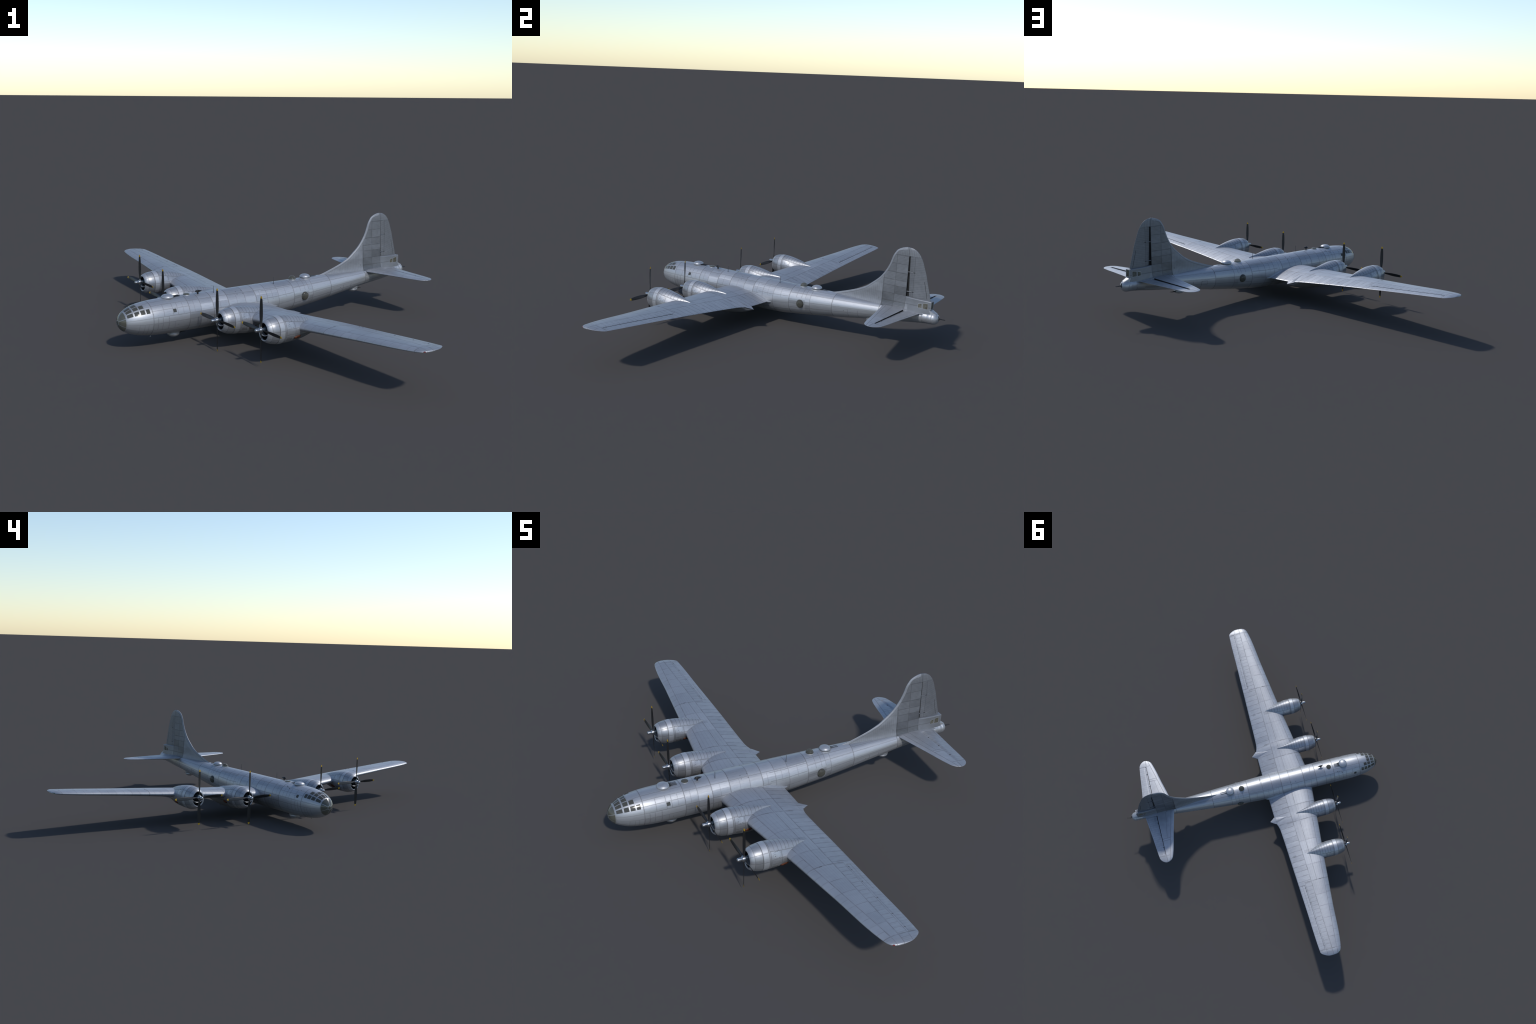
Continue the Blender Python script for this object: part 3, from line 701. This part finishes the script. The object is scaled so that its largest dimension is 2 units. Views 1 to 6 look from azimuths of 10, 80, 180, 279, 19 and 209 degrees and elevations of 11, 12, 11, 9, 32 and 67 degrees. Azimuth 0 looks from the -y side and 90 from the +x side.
def build_nacelles():
    shared = {}
    for kind in 'oi':
        sh = 0.0 if kind == 'o' else -.0285
        d = shared[kind] = {'body': build_nacelle_mesh(kind)}
        # dark bulkhead, gear case and cylinders inside the intake
        bm = bmesh.new(); loft(bm, [nring(x + sh, .0288, .0495, .0318) for x in (-.283, -.279)])
        d['firewall'] = finish(bm, 'engine_bulkhead', M['dark'])
        bm = bmesh.new(); lathe(bm, [(-.285, .018), (-.297, .0165), (-.306, .0125), (-.314, .0105), (-.3165, .008), (-.322, .0062)], (sh, 0, 0), 'x', 24)
        for k in range(9):                              # ignition bumps round the case
            t = 2 * PI * k / 9; box(bm, (sh - .300, .0145 * math.cos(t), .0145 * math.sin(t)), (.008, .003, .003))
        d['gear'] = finish(bm, 'gear_case', M['engine'])
        d['cyls'] = []
        for k in range(9):
            t = 2 * PI * k / 9 + .17; bm = bmesh.new()
            u = Vector((0, math.cos(t), math.sin(t)))
            prof = []
            for i in range(9):
                r = .0052 if i % 2 == 0 else .0043
                tube(bm, Vector((sh - .291, 0, 0)) + u * (.013 + .0016 * i), Vector((sh - .291, 0, 0)) + u * (.0146 + .0016 * i), r, r, 10)
            d['cyls'].append(finish(bm, 'engine_cylinder', M['cyl']))
        # smile-shaped lip that divides the main intake from the scoop
        bm = bmesh.new(); rr = []
        for i in range(21):
            t = -1 + 2 * i / 20; y = .0335 * t; z = -.0305 + .012 * t * t; th = .0022 + .0008 * abs(t)
            rr.append([(sh - .315 + .010 * c, y, z + th * s) for c, s in ((-.4, 0), (-.25, .8), (.3, 1), (1.5, .8), (1.5, -.8), (.3, -1), (-.25, -.8))])
        loft(bm, rr); d['lip'] = finish(bm, 'intake_lip', M['frame'], 60)
        # access hatch and latches on each flank, turbo exhaust hoods
        T = lambda x: None
        def flank(x, z, s, off):
            """point on the nacelle side at height z"""
            o = kind == 'o'; X = x + sh; sp = -.013
            if z >= sp:
                T = float((nT if o else nTi)(X)); W = float((nW if o else nWi)(X)); Wl = float(nWl[kind](X)); q = min(1, (z - sp) / (T - sp))
                w = Wl + (W - Wl) * float(smooth(-.05, .75, q)); y = w * math.sqrt(max(0, 1 - q * q))
            else:
                q = min(1, (sp - z) / (float(nBl[kind](X)) + sp)); y = float(nWl[kind](X)) * math.sqrt(max(0, 1 - q * q))
            return Vector((X, s * (y + off), z))
        d['hatch'], d['latch'], d['turbo'] = [], [], []
        for s in (-1, 1):
            bm = bmesh.new(); ring0, ring1 = [], []
            for k in range(28):
                t = 2 * PI * k / 28; cx, cz = math.cos(t), math.sin(t)
                px = -.1965 + .0165 * math.copysign(abs(cx) ** .6, cx); pz = .0145 + .0125 * math.copysign(abs(cz) ** .6, cz)
                ring0.append(flank(px, pz, s, .0010)); ring1.append(flank(px, pz, s, -.001))
            a = [bm.verts.new(p) for p in ring0]; b = [bm.verts.new(p) for p in ring1]
            cv = bm.verts.new(flank(-.1965, .0145, s, .0012))
            for k in range(28):
                bm.faces.new([a[k], a[(k + 1) % 28], b[(k + 1) % 28], b[k]]); bm.faces.new([cv, a[k], a[(k + 1) % 28]])
            d['hatch'].append(finish(bm, 'access_hatch', M['hatch'], 50))
            bm = bmesh.new()
            for px, pz, sx, sz in ((-.2065, .0185, .0016, .004), (-.2065, .0105, .0016, .004), (-.200, .0265, .004, .0012), (-.190, .0265, .003, .0012), (-.199, .002, .003, .0012), (-.188, .002, .003, .0012)):
                box(bm, flank(px, pz, s, .0009), (sx, .0012, sz))
            d['latch'].append(finish(bm, 'hatch_latch', M['rubber']))
            bm = bmesh.new(); rr = []
            for i in range(13):
                t = i / 12; x = -.176 + .040 * t; p = flank(x, -.050 + .004 * t, s, -.002)
                k = math.sin(PI * (.12 + .80 * t)) ** .6
                rr.append([(p.x, p.y + s * .007 * k * math.cos(q) , p.z + .0088 * k * math.sin(q)) for q in np.linspace(0, 2 * PI, 17)[:-1]])
            loft(bm, rr); d['turbo'].append(finish(bm, 'exhaust_hood', M['rust']))
    # propeller
    def blade_rings(r0, r1, n):
        out = []
        for i in range(n + 1):
            r = r0 + (r1 - r0) * i / n
            ch = float(pchip([.010, .022, .045, .085, .115, .140, .152, .158, .1600], [.0075, .0085, .0148, .0192, .0185, .0150, .0118, .0080, .0030])(r))
            tk = float(pchip([.010, .022, .045, .085, .16], [.0070, .0062, .0036, .0022, .0010])(r))
            be = math.radians(float(pchip([.01, .05, .1, .16], [38, 29, 18, 11])(r)))
            ring = []
            for k in range(16):
                t = 2 * PI * k / 16; u, v = .5 * ch * math.cos(t), .5 * tk * math.sin(t)
                # upright blade swings to starboard: chord leans forward on its leading (starboard) edge
                ring.append((-u * math.sin(be) + v * math.cos(be), u * math.cos(be) + v * math.sin(be), r))
            out.append(ring)
        return out
    bm = bmesh.new(); loft(bm, blade_rings(.009, .1485, 30)); blade = finish(bm, 'propeller_blade', M['black'], 50)
    bm = bmesh.new(); loft(bm, blade_rings(.1487, .1600, 8)); tip = finish(bm, 'blade_tip', M['yellow'], 50)
    bm = bmesh.new()
    lathe(bm, [(-.0347, .0), (-.0343, .0035), (-.0330, .0062), (-.0305, .0082), (-.0275, .0088), (-.0120, .0084), (-.0105, .0105), (-.007, .0118), (.004, .0118), (.0065, .0095), (.008, .006)], (0, 0, 0), 'x', 28)
    for k in range(4):
        t = PI / 2 * k; u = Vector((0, math.cos(t), math.sin(t))); tube(bm, u * .008, u * .0155, .0062, .0052, 14)
    hub = finish(bm, 'propeller_hub', M['hub'], 40)
    for kind, yc, zh, ap in (('o', .605, .1837, -.331), ('i', .275, .1600, -.3612)):
        for sg in (-1, 1):
            d = shared[kind]; loc = (0, sg * yc, zh)
            nac = add_obj('engine_nacelle', d['body'], ROOT, loc)
            add_obj('engine_bulkhead', d['firewall'], nac); add_obj('gear_case', d['gear'], nac); add_obj('intake_lip', d['lip'], nac)
            for c in d['cyls']: add_obj('engine_cylinder', c, nac)
            for h in d['hatch']: add_obj('access_hatch', h, nac)
            for h in d['latch']: add_obj('hatch_latch', h, nac)
            for h in d['turbo']: add_obj('exhaust_hood', h, nac)
            prop = add_obj('propeller', hub, ROOT, (ap, sg * yc, zh))
            for k in range(4):
                for nm, me in (('propeller_blade', blade), ('blade_tip', tip)):
                    b = add_obj(nm, me, prop); b.rotation_euler = (PI / 2 * k, 0, 0)
    return

# ---- tail -------------------------------------------------------------------
def fin_sec(z, u, side):
    c = FTE(z) - FLE(z); a = FLE(z) + c * u
    # thick until the hinge post, then a straight taper to the trailing edge
    uh = (.9635 - FLE(z)) / c
    k = float(1 - smooth(.245, .33, z))                       # the dorsal fillet starts as a thin ridge
    q = np.clip(u / ((.38 + .45 * k) * uh), 0, 1)
    rise = (1 - .8 * k) * naca(q * .3) / naca(.3) + .8 * k * q ** .95
    fall = np.where(u > uh, 1 - (u - uh) / (1 - uh) * .93, 1.0)
    pre = np.where((u >= .38 * uh) & (u <= uh), 1 + .10 * np.sin(PI * (u - .38 * uh) / (.62 * uh)), 1.0)
    return a, side * FTH(z) * rise * fall * pre

def build_fin():
    zs = sorted(set(list(np.linspace(.222, .250, 9)) + list(np.linspace(.255, .295, 8)) + [.3005] + list(np.linspace(.31, .51, 20)) + [.5165, .522, .528, .534, .54, .545, .549, .5525, .5555, .558, .560, .5615, .5623]))
    hu = lambda z: float((.9635 - FLE(z)) / (FTE(z) - FLE(z)))
    nose = lambda w: .34 + .66 * smooth(.0, .34, w)
    fixed, ctl = hinged_surface(zs, fin_sec, hu, .3005, .5165, lambda sp, a, t: (a, t, sp), nose, gap=.026, s0=.62, n=44, dark=3)
    fin_post = bmesh.new(); rr = []
    for z in np.linspace(.299, .518, 24):
        h = float(FTH(z)) * .30
        rr.append([(.958, -h, z), (.978, -h * .9, z), (.978, h * .9, z), (.958, h, z)])
    loft(fin_post, rr)
    fin = add_obj('tail_fin', finish(fixed, 'tail_fin', [M['tail'], M['dark']], 40))
    add_obj('rudder', finish(ctl, 'rudder', [M['rudder'], M['dark']], 40), fin)
    add_obj('rudder_post', finish(fin_post, 'rudder_post', M['dark']), fin)
    for z in (.4317, .327):
        for s in (-1, 1):
            bm = bmesh.new(); h = float(FTH(z))
            rr = []
            for t in np.linspace(0, 1, 7):
                a = .960 + .040 * t; y0 = h * (.80 - .12 * t); k = .0014 * (1 - .7 * t) + .0003
                rr.append([(a, s * (y0 - .010), z - k), (a, s * y0, z - k), (a, s * (y0 + .0006), z), (a, s * y0, z + k), (a, s * (y0 - .010), z + k)])
            loft(bm, rr)
            add_obj('rudder_hinge', finish(bm, 'rudder_hinge', M['tail']), fin)
            bm = bmesh.new(); box(bm, (.9985, s * (h * .68), z), (.010, .0012, .0030))
            add_obj('hinge_dark_mark', finish(bm, 'hinge_dark_mark', M['dark']), fin)
    bm = bmesh.new()
    for s in (-1, 1): ellipsoid(bm, (.935, s * .0066, .5068), (.006, .002, .0022), 12, 8)
    add_obj('fin_lamp', finish(bm, 'fin_lamp', M['mast']), fin)
    bm = bmesh.new(); tube(bm, (.9536, 0, .561), (.9536, 0, .5705), .0006, .0004, 8)
    add_obj('fin_aerial', finish(bm, 'fin_aerial', M['mast']), fin)
    # small inspection plates on rudder flank
    for s in (-1, 1):
        for a, z in ((1.0115, .436), (1.0115, .416), (1.0155, .3235), (.806, .262)):
            bm = bmesh.new()
            u = (a - FLE(z)) / (FTE(z) - FLE(z)); y = float(fin_sec(z, np.float64(u), 1)[1])
            box(bm, (a, s * (y - .0003), z), (.0055, .0014, .0095 if z > .3 else .014))
            bmesh.ops.bevel(bm, geom=bm.edges[:], offset=.0004, segments=1, affect='EDGES')
            add_obj('inspection_plate', finish(bm, 'inspection_plate', M['plate']), fin)
    return fin

def build_cabin():
    """tail gunner's cabin, blended from the root of the fin"""
    bm = bmesh.new(); rr = []
    fw = pchip([.945, .9635, .99, 1.0388, 1.0619, 1.0955, 1.1105], [.0125, .0158, .0185, .0202, .0196, .0178, .0165])
    ft = pchip([.945, .9635, 1.0207, 1.10, 1.1105], [.3012, .3006, .2985, .2965, .2945])
    for a in np.linspace(.945, 1.1105, 30):
        w, t = float(fw(a)), float(ft(a)); r = .0065; ring = []
        bot = .205; wb = w + .0055
        ring += [(a, -wb, bot), (a, -wb - .0004, .232), (a, -w - .0006, .252)]
        for q in np.linspace(0, PI / 2, 7): ring.append((a, -(w - r) - r * math.cos(q), t - r + r * math.sin(q)))
        for q in np.linspace(PI / 2, 0, 7): ring.append((a, (w - r) + r * math.cos(q), t - r + r * math.sin(q)))
        ring += [(a, w + .0006, .252), (a, wb + .0004, .232), (a, wb, bot)]
        rr.append(ring)
    loft(bm, rr)
    # sloping deck between the cabin's rear window and the turret
    cab = add_obj('gunner_cabin', finish(bm, 'gunner_cabin', M['cabin'], 38))
    bm = bmesh.new(); rr = []
    for t in np.linspace(0, 1, 8):
        a = 1.106 + .036 * t; z = .2515 - .0185 * t; w = .0200 - .006 * t
        rr.append([(a, -w - .003, .215), (a, -w, z - .003), (a, -w * .7, z), (a, w * .7, z), (a, w, z - .003), (a, w + .003, .215)])
    loft(bm, rr); add_obj('turret_deck', finish(bm, 'turret_deck', M['frame'], 40), cab)
    def side_frame(s, pts, b=.0019):
        ca, cz = sum(p[0] for p in pts) / 4, sum(p[1] for p in pts) / 4
        big = [(a + math.copysign(b, a - ca), z + math.copysign(b, z - cz)) for a, z in pts]
        bm = bmesh.new(); o = [bm.verts.new((a, s * (float(fw(a)) + .0008), z)) for a, z in big]; i = [bm.verts.new((a, s * (float(fw(a)) - .0012), z)) for a, z in big]
        bm.faces.new(o); bm.faces.new(i[::-1])
        for k in range(4): bm.faces.new([o[k], o[(k + 1) % 4], i[(k + 1) % 4], i[k]])
        add_obj('window_frame', finish(bm, 'window_frame', M['frame'], 30), cab)
    def side_pane(s, pts):
        side_frame(s, pts)
        bm = bmesh.new(); o = [Vector((a, s * (float(fw(a)) + .0010), z)) for a, z in pts]; i = [Vector((a, s * (float(fw(a)) - .0015), z)) for a, z in pts]
        A = [bm.verts.new(p) for p in o]; B = [bm.verts.new(p) for p in i]; n = len(A)
        bm.faces.new(A); bm.faces.new(B[::-1])
        for k in range(n): bm.faces.new([A[k], A[(k + 1) % n], B[(k + 1) % n], B[k]])
        bmesh.ops.recalc_face_normals(bm, faces=bm.faces)
        add_obj('cabin_window', finish(bm, 'cabin_window', M['cabglass'], 30), cab)
    for s in (-1, 1):
        side_pane(s, [(1.0405, .2545), (1.061, .2545), (1.0605, .2785), (1.041, .2738)])
        side_pane(s, [(1.0675, .2538), (1.0945, .2530), (1.0940, .2838), (1.068, .2800)])
    bm = bmesh.new(); box(bm, (1.1105, 0, .2725), (.0022, .0235, .033))
    add_obj('cabin_window', finish(bm, 'cabin_window', M['cabglass']), cab)
    bm = bmesh.new()
    for s in (-1, 1): box(bm, (1.1108, s * .0142, .2725), (.0034, .0040, .040))
    box(bm, (1.1108, 0, .2925), (.0034, .030, .0036)); box(bm, (1.1108, 0, .2535), (.0034, .030, .0036))
    add_obj('window_frame', finish(bm, 'window_frame', M['frame']), cab)
    # rear gun turret
    bm = bmesh.new()
    prof = [(1.066, .0322), (1.070, .0330), (1.074, .0328), (1.094, .0325), (1.097, .0318), (1.100, .0325), (1.117, .0322), (1.120, .0312), (1.123, .0320)]
    prof += [(1.123 + .0325 * math.sin(t), .0320 * math.cos(t) + .0004) for t in np.linspace(.1, PI / 2, 14)]
    lathe(bm, prof, (0, 0, .2055), 'x', 48)
    tur = add_obj('tail_turret', finish(bm, 'tail_turret', M['turret'], 28))
    bm = bmesh.new(); ellipsoid(bm, (1.1415, 0, .2085), (.0165, .0095, .0185), 18, 12)
    add_obj('gun_slot', finish(bm, 'gun_slot', M['gun']), tur)
    for s in (-1, 1):
        bm = bmesh.new(); tube(bm, (1.150, s * .0042, .2100), (1.1665, s * .0042, .2095), .0018); tube(bm, (1.166, s * .0042, .2095), (1.1890, s * .0042, .2091), .0012)
        add_obj('gun_barrel', finish(bm, 'gun_barrel', M['gun']), tur)

SLE = pchip([0, .03, .20, .372, .388, .400, .4085, .4130, .4146], [.828, .8355, .8770, .9190, .9255, .9355, .9475, .9600, .970])
STE = pchip([0, .055, .20, .345, .372, .388, .400, .4085, .4130, .4146], [1.0585, 1.0525, 1.0360, 1.0210, 1.0170, 1.0105, 1.0005, .9890, .9780, .971])
def stab_sec(y, u, side):
    c = STE(y) - SLE(y)
    return SLE(y) + c * u, .2245 + side * (c * .098 * naca(u) + .0008 * u) + .002 * (1 - u) * np.clip((.06 - y) / .06, 0, 1)
def build_tailplane(sg):
    ys = sorted(set([.006, .02, .032] + [.045] + list(np.linspace(.06, .35, 16)) + [.3615, .37, .378, .385, .391, .397, .402, .4063, .4095, .412, .4135, .4144]))
    hu = lambda y: float((.9675 - SLE(y)) / (STE(y) - SLE(y)))
    nose = lambda w: .25 + .75 * smooth(.02, .34, w)
    fixed, ctl = hinged_surface(ys, stab_sec, hu, .045, .3615, lambda sp, a, z: (a, sg * sp, z), nose, gap=.018, s0=.62, n=30)
    st = add_obj('tailplane', finish(fixed, 'tailplane', [M['stab'], M['dark']], 40))
    add_obj('elevator', finish(ctl, 'elevator', [M['elevator'], M['dark']], 40), st)
    bm = bmesh.new(); rr = []
    for y in np.linspace(.044, .3625, 20):
        a, t = [float(v) for v in stab_sec(y, np.float64(hu(y)), 1)]; t = (t - .2245) * .22
        rr.append([(a - .004, sg * y, .2245 - t), (a + .009, sg * y, .2245 - t), (a + .009, sg * y, .2245 + t), (a - .004, sg * y, .2245 + t)])
    loft(bm, rr); add_obj('elevator_post', finish(bm, 'elevator_post', M['dark']), st)
    for y in (.105, .20, .30):
        bm = bmesh.new(); box(bm, (.972, sg * y, .2288), (.012, .0018, .0022))
        add_obj('hinge_bracket', finish(bm, 'hinge_bracket', M['rubber']), st)
    # root fairing running back beside the turret
    bm = bmesh.new(); rr = []
    for t in np.linspace(0, 1, 14):
        a = .838 + .236 * t; k = math.sin(PI * min(.98, max(.04, t))) ** .6
        r = float(fus(a)[0]); w = r * .985 + .0045 * k; h = .0030 * k + .0004
        rr.append([(a, sg * (w * .55 + w * .45 * math.cos(q)), .2245 + h * math.sin(q)) for q in np.linspace(0, 2 * PI, 17)[:-1]])
    loft(bm, rr); add_obj('tailplane_fairing', finish(bm, 'tailplane_fairing', M['frame'], 50), st)

# ---- turrets, domes, aerials --------------------------------------------------
def dome_profile(r, h, under):
    p = [(-under, r * .80), (-under * .75, r * .93), (-under * .3, r * .99)]
    p += [(h * math.sin(t), r * math.cos(t)) for t in np.linspace(0.02, PI / 2 - .01, 14)]
    return p
def build_turrets():
    def turret(a, zbase, r, h, under, up, guns, zgun, skirt, reach):
        bm = bmesh.new(); prof = [(up * z, q) for z, q in dome_profile(r, h, under)]
        lathe(bm, prof, (a, 0, zbase), 'z', 44)
        t = add_obj('gun_turret', finish(bm, 'gun_turret', M['turret'], 40))
        if skirt:
            bm = bmesh.new(); lathe(bm, [(-.022 * up, r * 1.10), (-.008 * up, r * 1.08), (-.0055 * up, r * 1.04), (-.0052 * up, r * .7)], (a, 0, zbase), 'z', 44)
            add_obj('turret_ring', finish(bm, 'turret_ring', M['frame'], 40), t)
        bm = bmesh.new()
        for y in guns: box(bm, (a + r * .80, y, zgun), (.020, .0034, .0060))
        add_obj('gun_mount', finish(bm, 'gun_mount', M['gun']), t)
        for y in guns:
            bm = bmesh.new(); tube(bm, (a + r * .6, y, zgun), (a + r + .012, y, zgun + .0002), .0017); tube(bm, (a + r + .011, y, zgun + .0002), (a + reach, y, zgun + .0003), .00115)
            add_obj('gun_barrel', finish(bm, 'gun_barrel', M['gun']), t)
    turret(-.4870, .2378, .0318, .0162, .0055, 1, (-.0125, -.0045, .0035, .0115), .2380, False, .068)
    turret(.3985, .2395, .0300, .0165, .0045, 1, (-.0062, .0062), .2372, True, .075)
    turret(-.4545, .0465, .0330, .0205, .006, -1, (-.006, .006), .0440, True, .068)
    turret(.7600, .1255, .0300, .0180, .006, -1, (-.006, .006), .1225, True, .062)
    # sighting blisters
    def blister(c, n, r, h, ring_mat='turret', rim=1.06):
        n = Vector(n).normalized(); rot = n.to_track_quat('Z', 'Y').to_matrix().to_4x4(); T = Matrix.Translation(Vector(c)) @ rot
        bm = bmesh.new(); lathe(bm, [(h * math.sin(t), r * math.cos(t)) for t in np.linspace(0, PI / 2 - .01, 14)], (0, 0, .0012), 'z', 36, True)
        bm.transform(T); b = add_obj('sighting_blister', finish(bm, 'sighting_blister', M['blister'], 60))
        bm = bmesh.new(); lathe(bm, [(-.006, r * rim), (.0002, r * rim), (.0010, r * (rim + 1) / 2), (.0010, r * .99), (-.002, r * .98)], (0, 0, 0), 'z', 36, True)
        bm.transform(T); add_obj('blister_ring', finish(bm, 'blister_ring', M[ring_mat], 40), b)
        bm = bmesh.new(); lathe(bm, [(-.004, r * .985), (.0010, r * .985)], (0, 0, 0), 'z', 36, True)
        bm.transform(T); add_obj('blister_well', finish(bm, 'blister_well', M['well'], 40), b)
    blister((-.3755, 0, .2362), (0, 0, 1), .0175, .0070)
    blister((.3095, 0, .2352), (.0, 0, 1), .0205, .0190)
    for s in (-1, 1):
        r, z = fus(.3388); t = math.radians(-2)
        blister((.3388, s * (float(r) - .0004) * math.cos(t), float(z) + float(r) * math.sin(t)), (-.0, s, -.03), .0232, .0125, 'mast', 1.02)
    # whip aerials
    for a, h in ((-.2283, .040), (.1600, .0405)):
        bm = bmesh.new(); tube(bm, (a, -.028, .226), (a, -.028, .2335), .0024, .0016, 10); tube(bm, (a, -.028, .233), (a + .0005, -.0275, .2295 + h), .0016, .0010, 8)
        add_obj('whip_aerial', finish(bm, 'whip_aerial', M['mast']))
    # direction-finder pod: a teardrop on a short strut
    bm = bmesh.new()
    prof = [(-.0165, .0002), (-.0155, .0032), (-.012, .0056), (-.006, .0072), (.001, .0070), (.009, .0050), (.017, .0026), (.0235, .0003)]
    lathe(bm, prof, (-.3150, -.0165, .2500), 'x', 20); box(bm, (-.3165, -.0165, .2390), (.008, .0022, .022))
    add_obj('direction_finder', finish(bm, 'direction_finder', M['gun']))
    # hatch fasteners on the spine, small fittings
    for th in (62.1, 49.5, 117.9, 130.5):
        for a in (-.1015, -.0646):
            p = fpt(a, th, .0002); bm = bmesh.new(); ellipsoid(bm, p, (.0030, .0016, .0011), 10, 6)
            add_obj('hatch_fastener', finish(bm, 'hatch_fastener', M['rubber']))
    for a, th, sx in ((-.4345, 121.5, .006), (-.4700, 131.5, .0055), (-.446, 125, .003), (-.4625, 129, .003), (-.362, 184.1, .0022), (-.362, 199, .0022), (-.470, -19.5, .0016), (.617, -12, .0022), (.539, 140.5, .003), (-.5727, 125.7, .0022), (-.540, 151.9, .0018)):
        p = fpt(a, th, .0002); bm = bmesh.new(); ellipsoid(bm, p, (sx, .0016, .0014), 10, 6)
        add_obj('skin_fitting', finish(bm, 'skin_fitting', M['rubber']))
    bm = bmesh.new(); tube(bm, (-.594, -.012, .064), (-.594, -.013, .0495), .0012, .0009, 8); tube(bm, (-.5985, -.013, .0500), (-.590, -.013, .0500), .0011, .0011, 8)
    add_obj('drain_mast', finish(bm, 'drain_mast', M['frame']))
    # entry door outline on the starboard quarter
    bm = bmesh.new()
    def bar(a0, a1, t0, t1):
        n = 6; A = [bm.verts.new(fpt(a0 + (a1 - a0) * i / n, t0 + (t1 - t0) * i / n, .0004)) for i in range(n + 1)]
        d = (.0011, 0) if a0 == a1 else (0, 1.0)
        B = [bm.verts.new(fpt(a0 + (a1 - a0) * i / n + d[0], t0 + (t1 - t0) * i / n + d[1], .0004)) for i in range(n + 1)]
        for k in range(n): bm.faces.new([A[k], A[k + 1], B[k + 1], B[k]])
    bar(.600, .600, 182, 205); bar(.640, .640, 182, 205); bar(.600, .641, 182, 182); bar(.600, .641, 205, 205)
    bmesh.ops.solidify(bm, geom=bm.faces[:], thickness=.0006)
    add_obj('entry_door_seal', finish(bm, 'entry_door_seal', M['rubber']))

# --------------------------------------------------------------------------- assemble
ROOT = bpy.data.objects.new('bomber_aeroplane', None)
COL.objects.link(ROOT)
ROOT.rotation_euler = (0, 0, PI / 4)
ROOT['label'] = 'silver bare-metal four-engined propeller bomber with glazed rounded nose'
ROOT['category'] = 'bomber aeroplane'
materials()
M['cabglass'] = plain('cabin_perspex', (.15, .145, .115), .14, 0, .7, 70)
M['well'] = plain('blister_interior', (.055, .055, .048), .7, 0, .6, 60)
fuselage = build_fuselage()
build_glazing(fuselage)
for sg in (-1, 1): build_wing(sg)
build_nacelles()
build_fin(); build_cabin()
for sg in (-1, 1): build_tailplane(sg)
build_turrets()
bpy.context.view_layer.update()
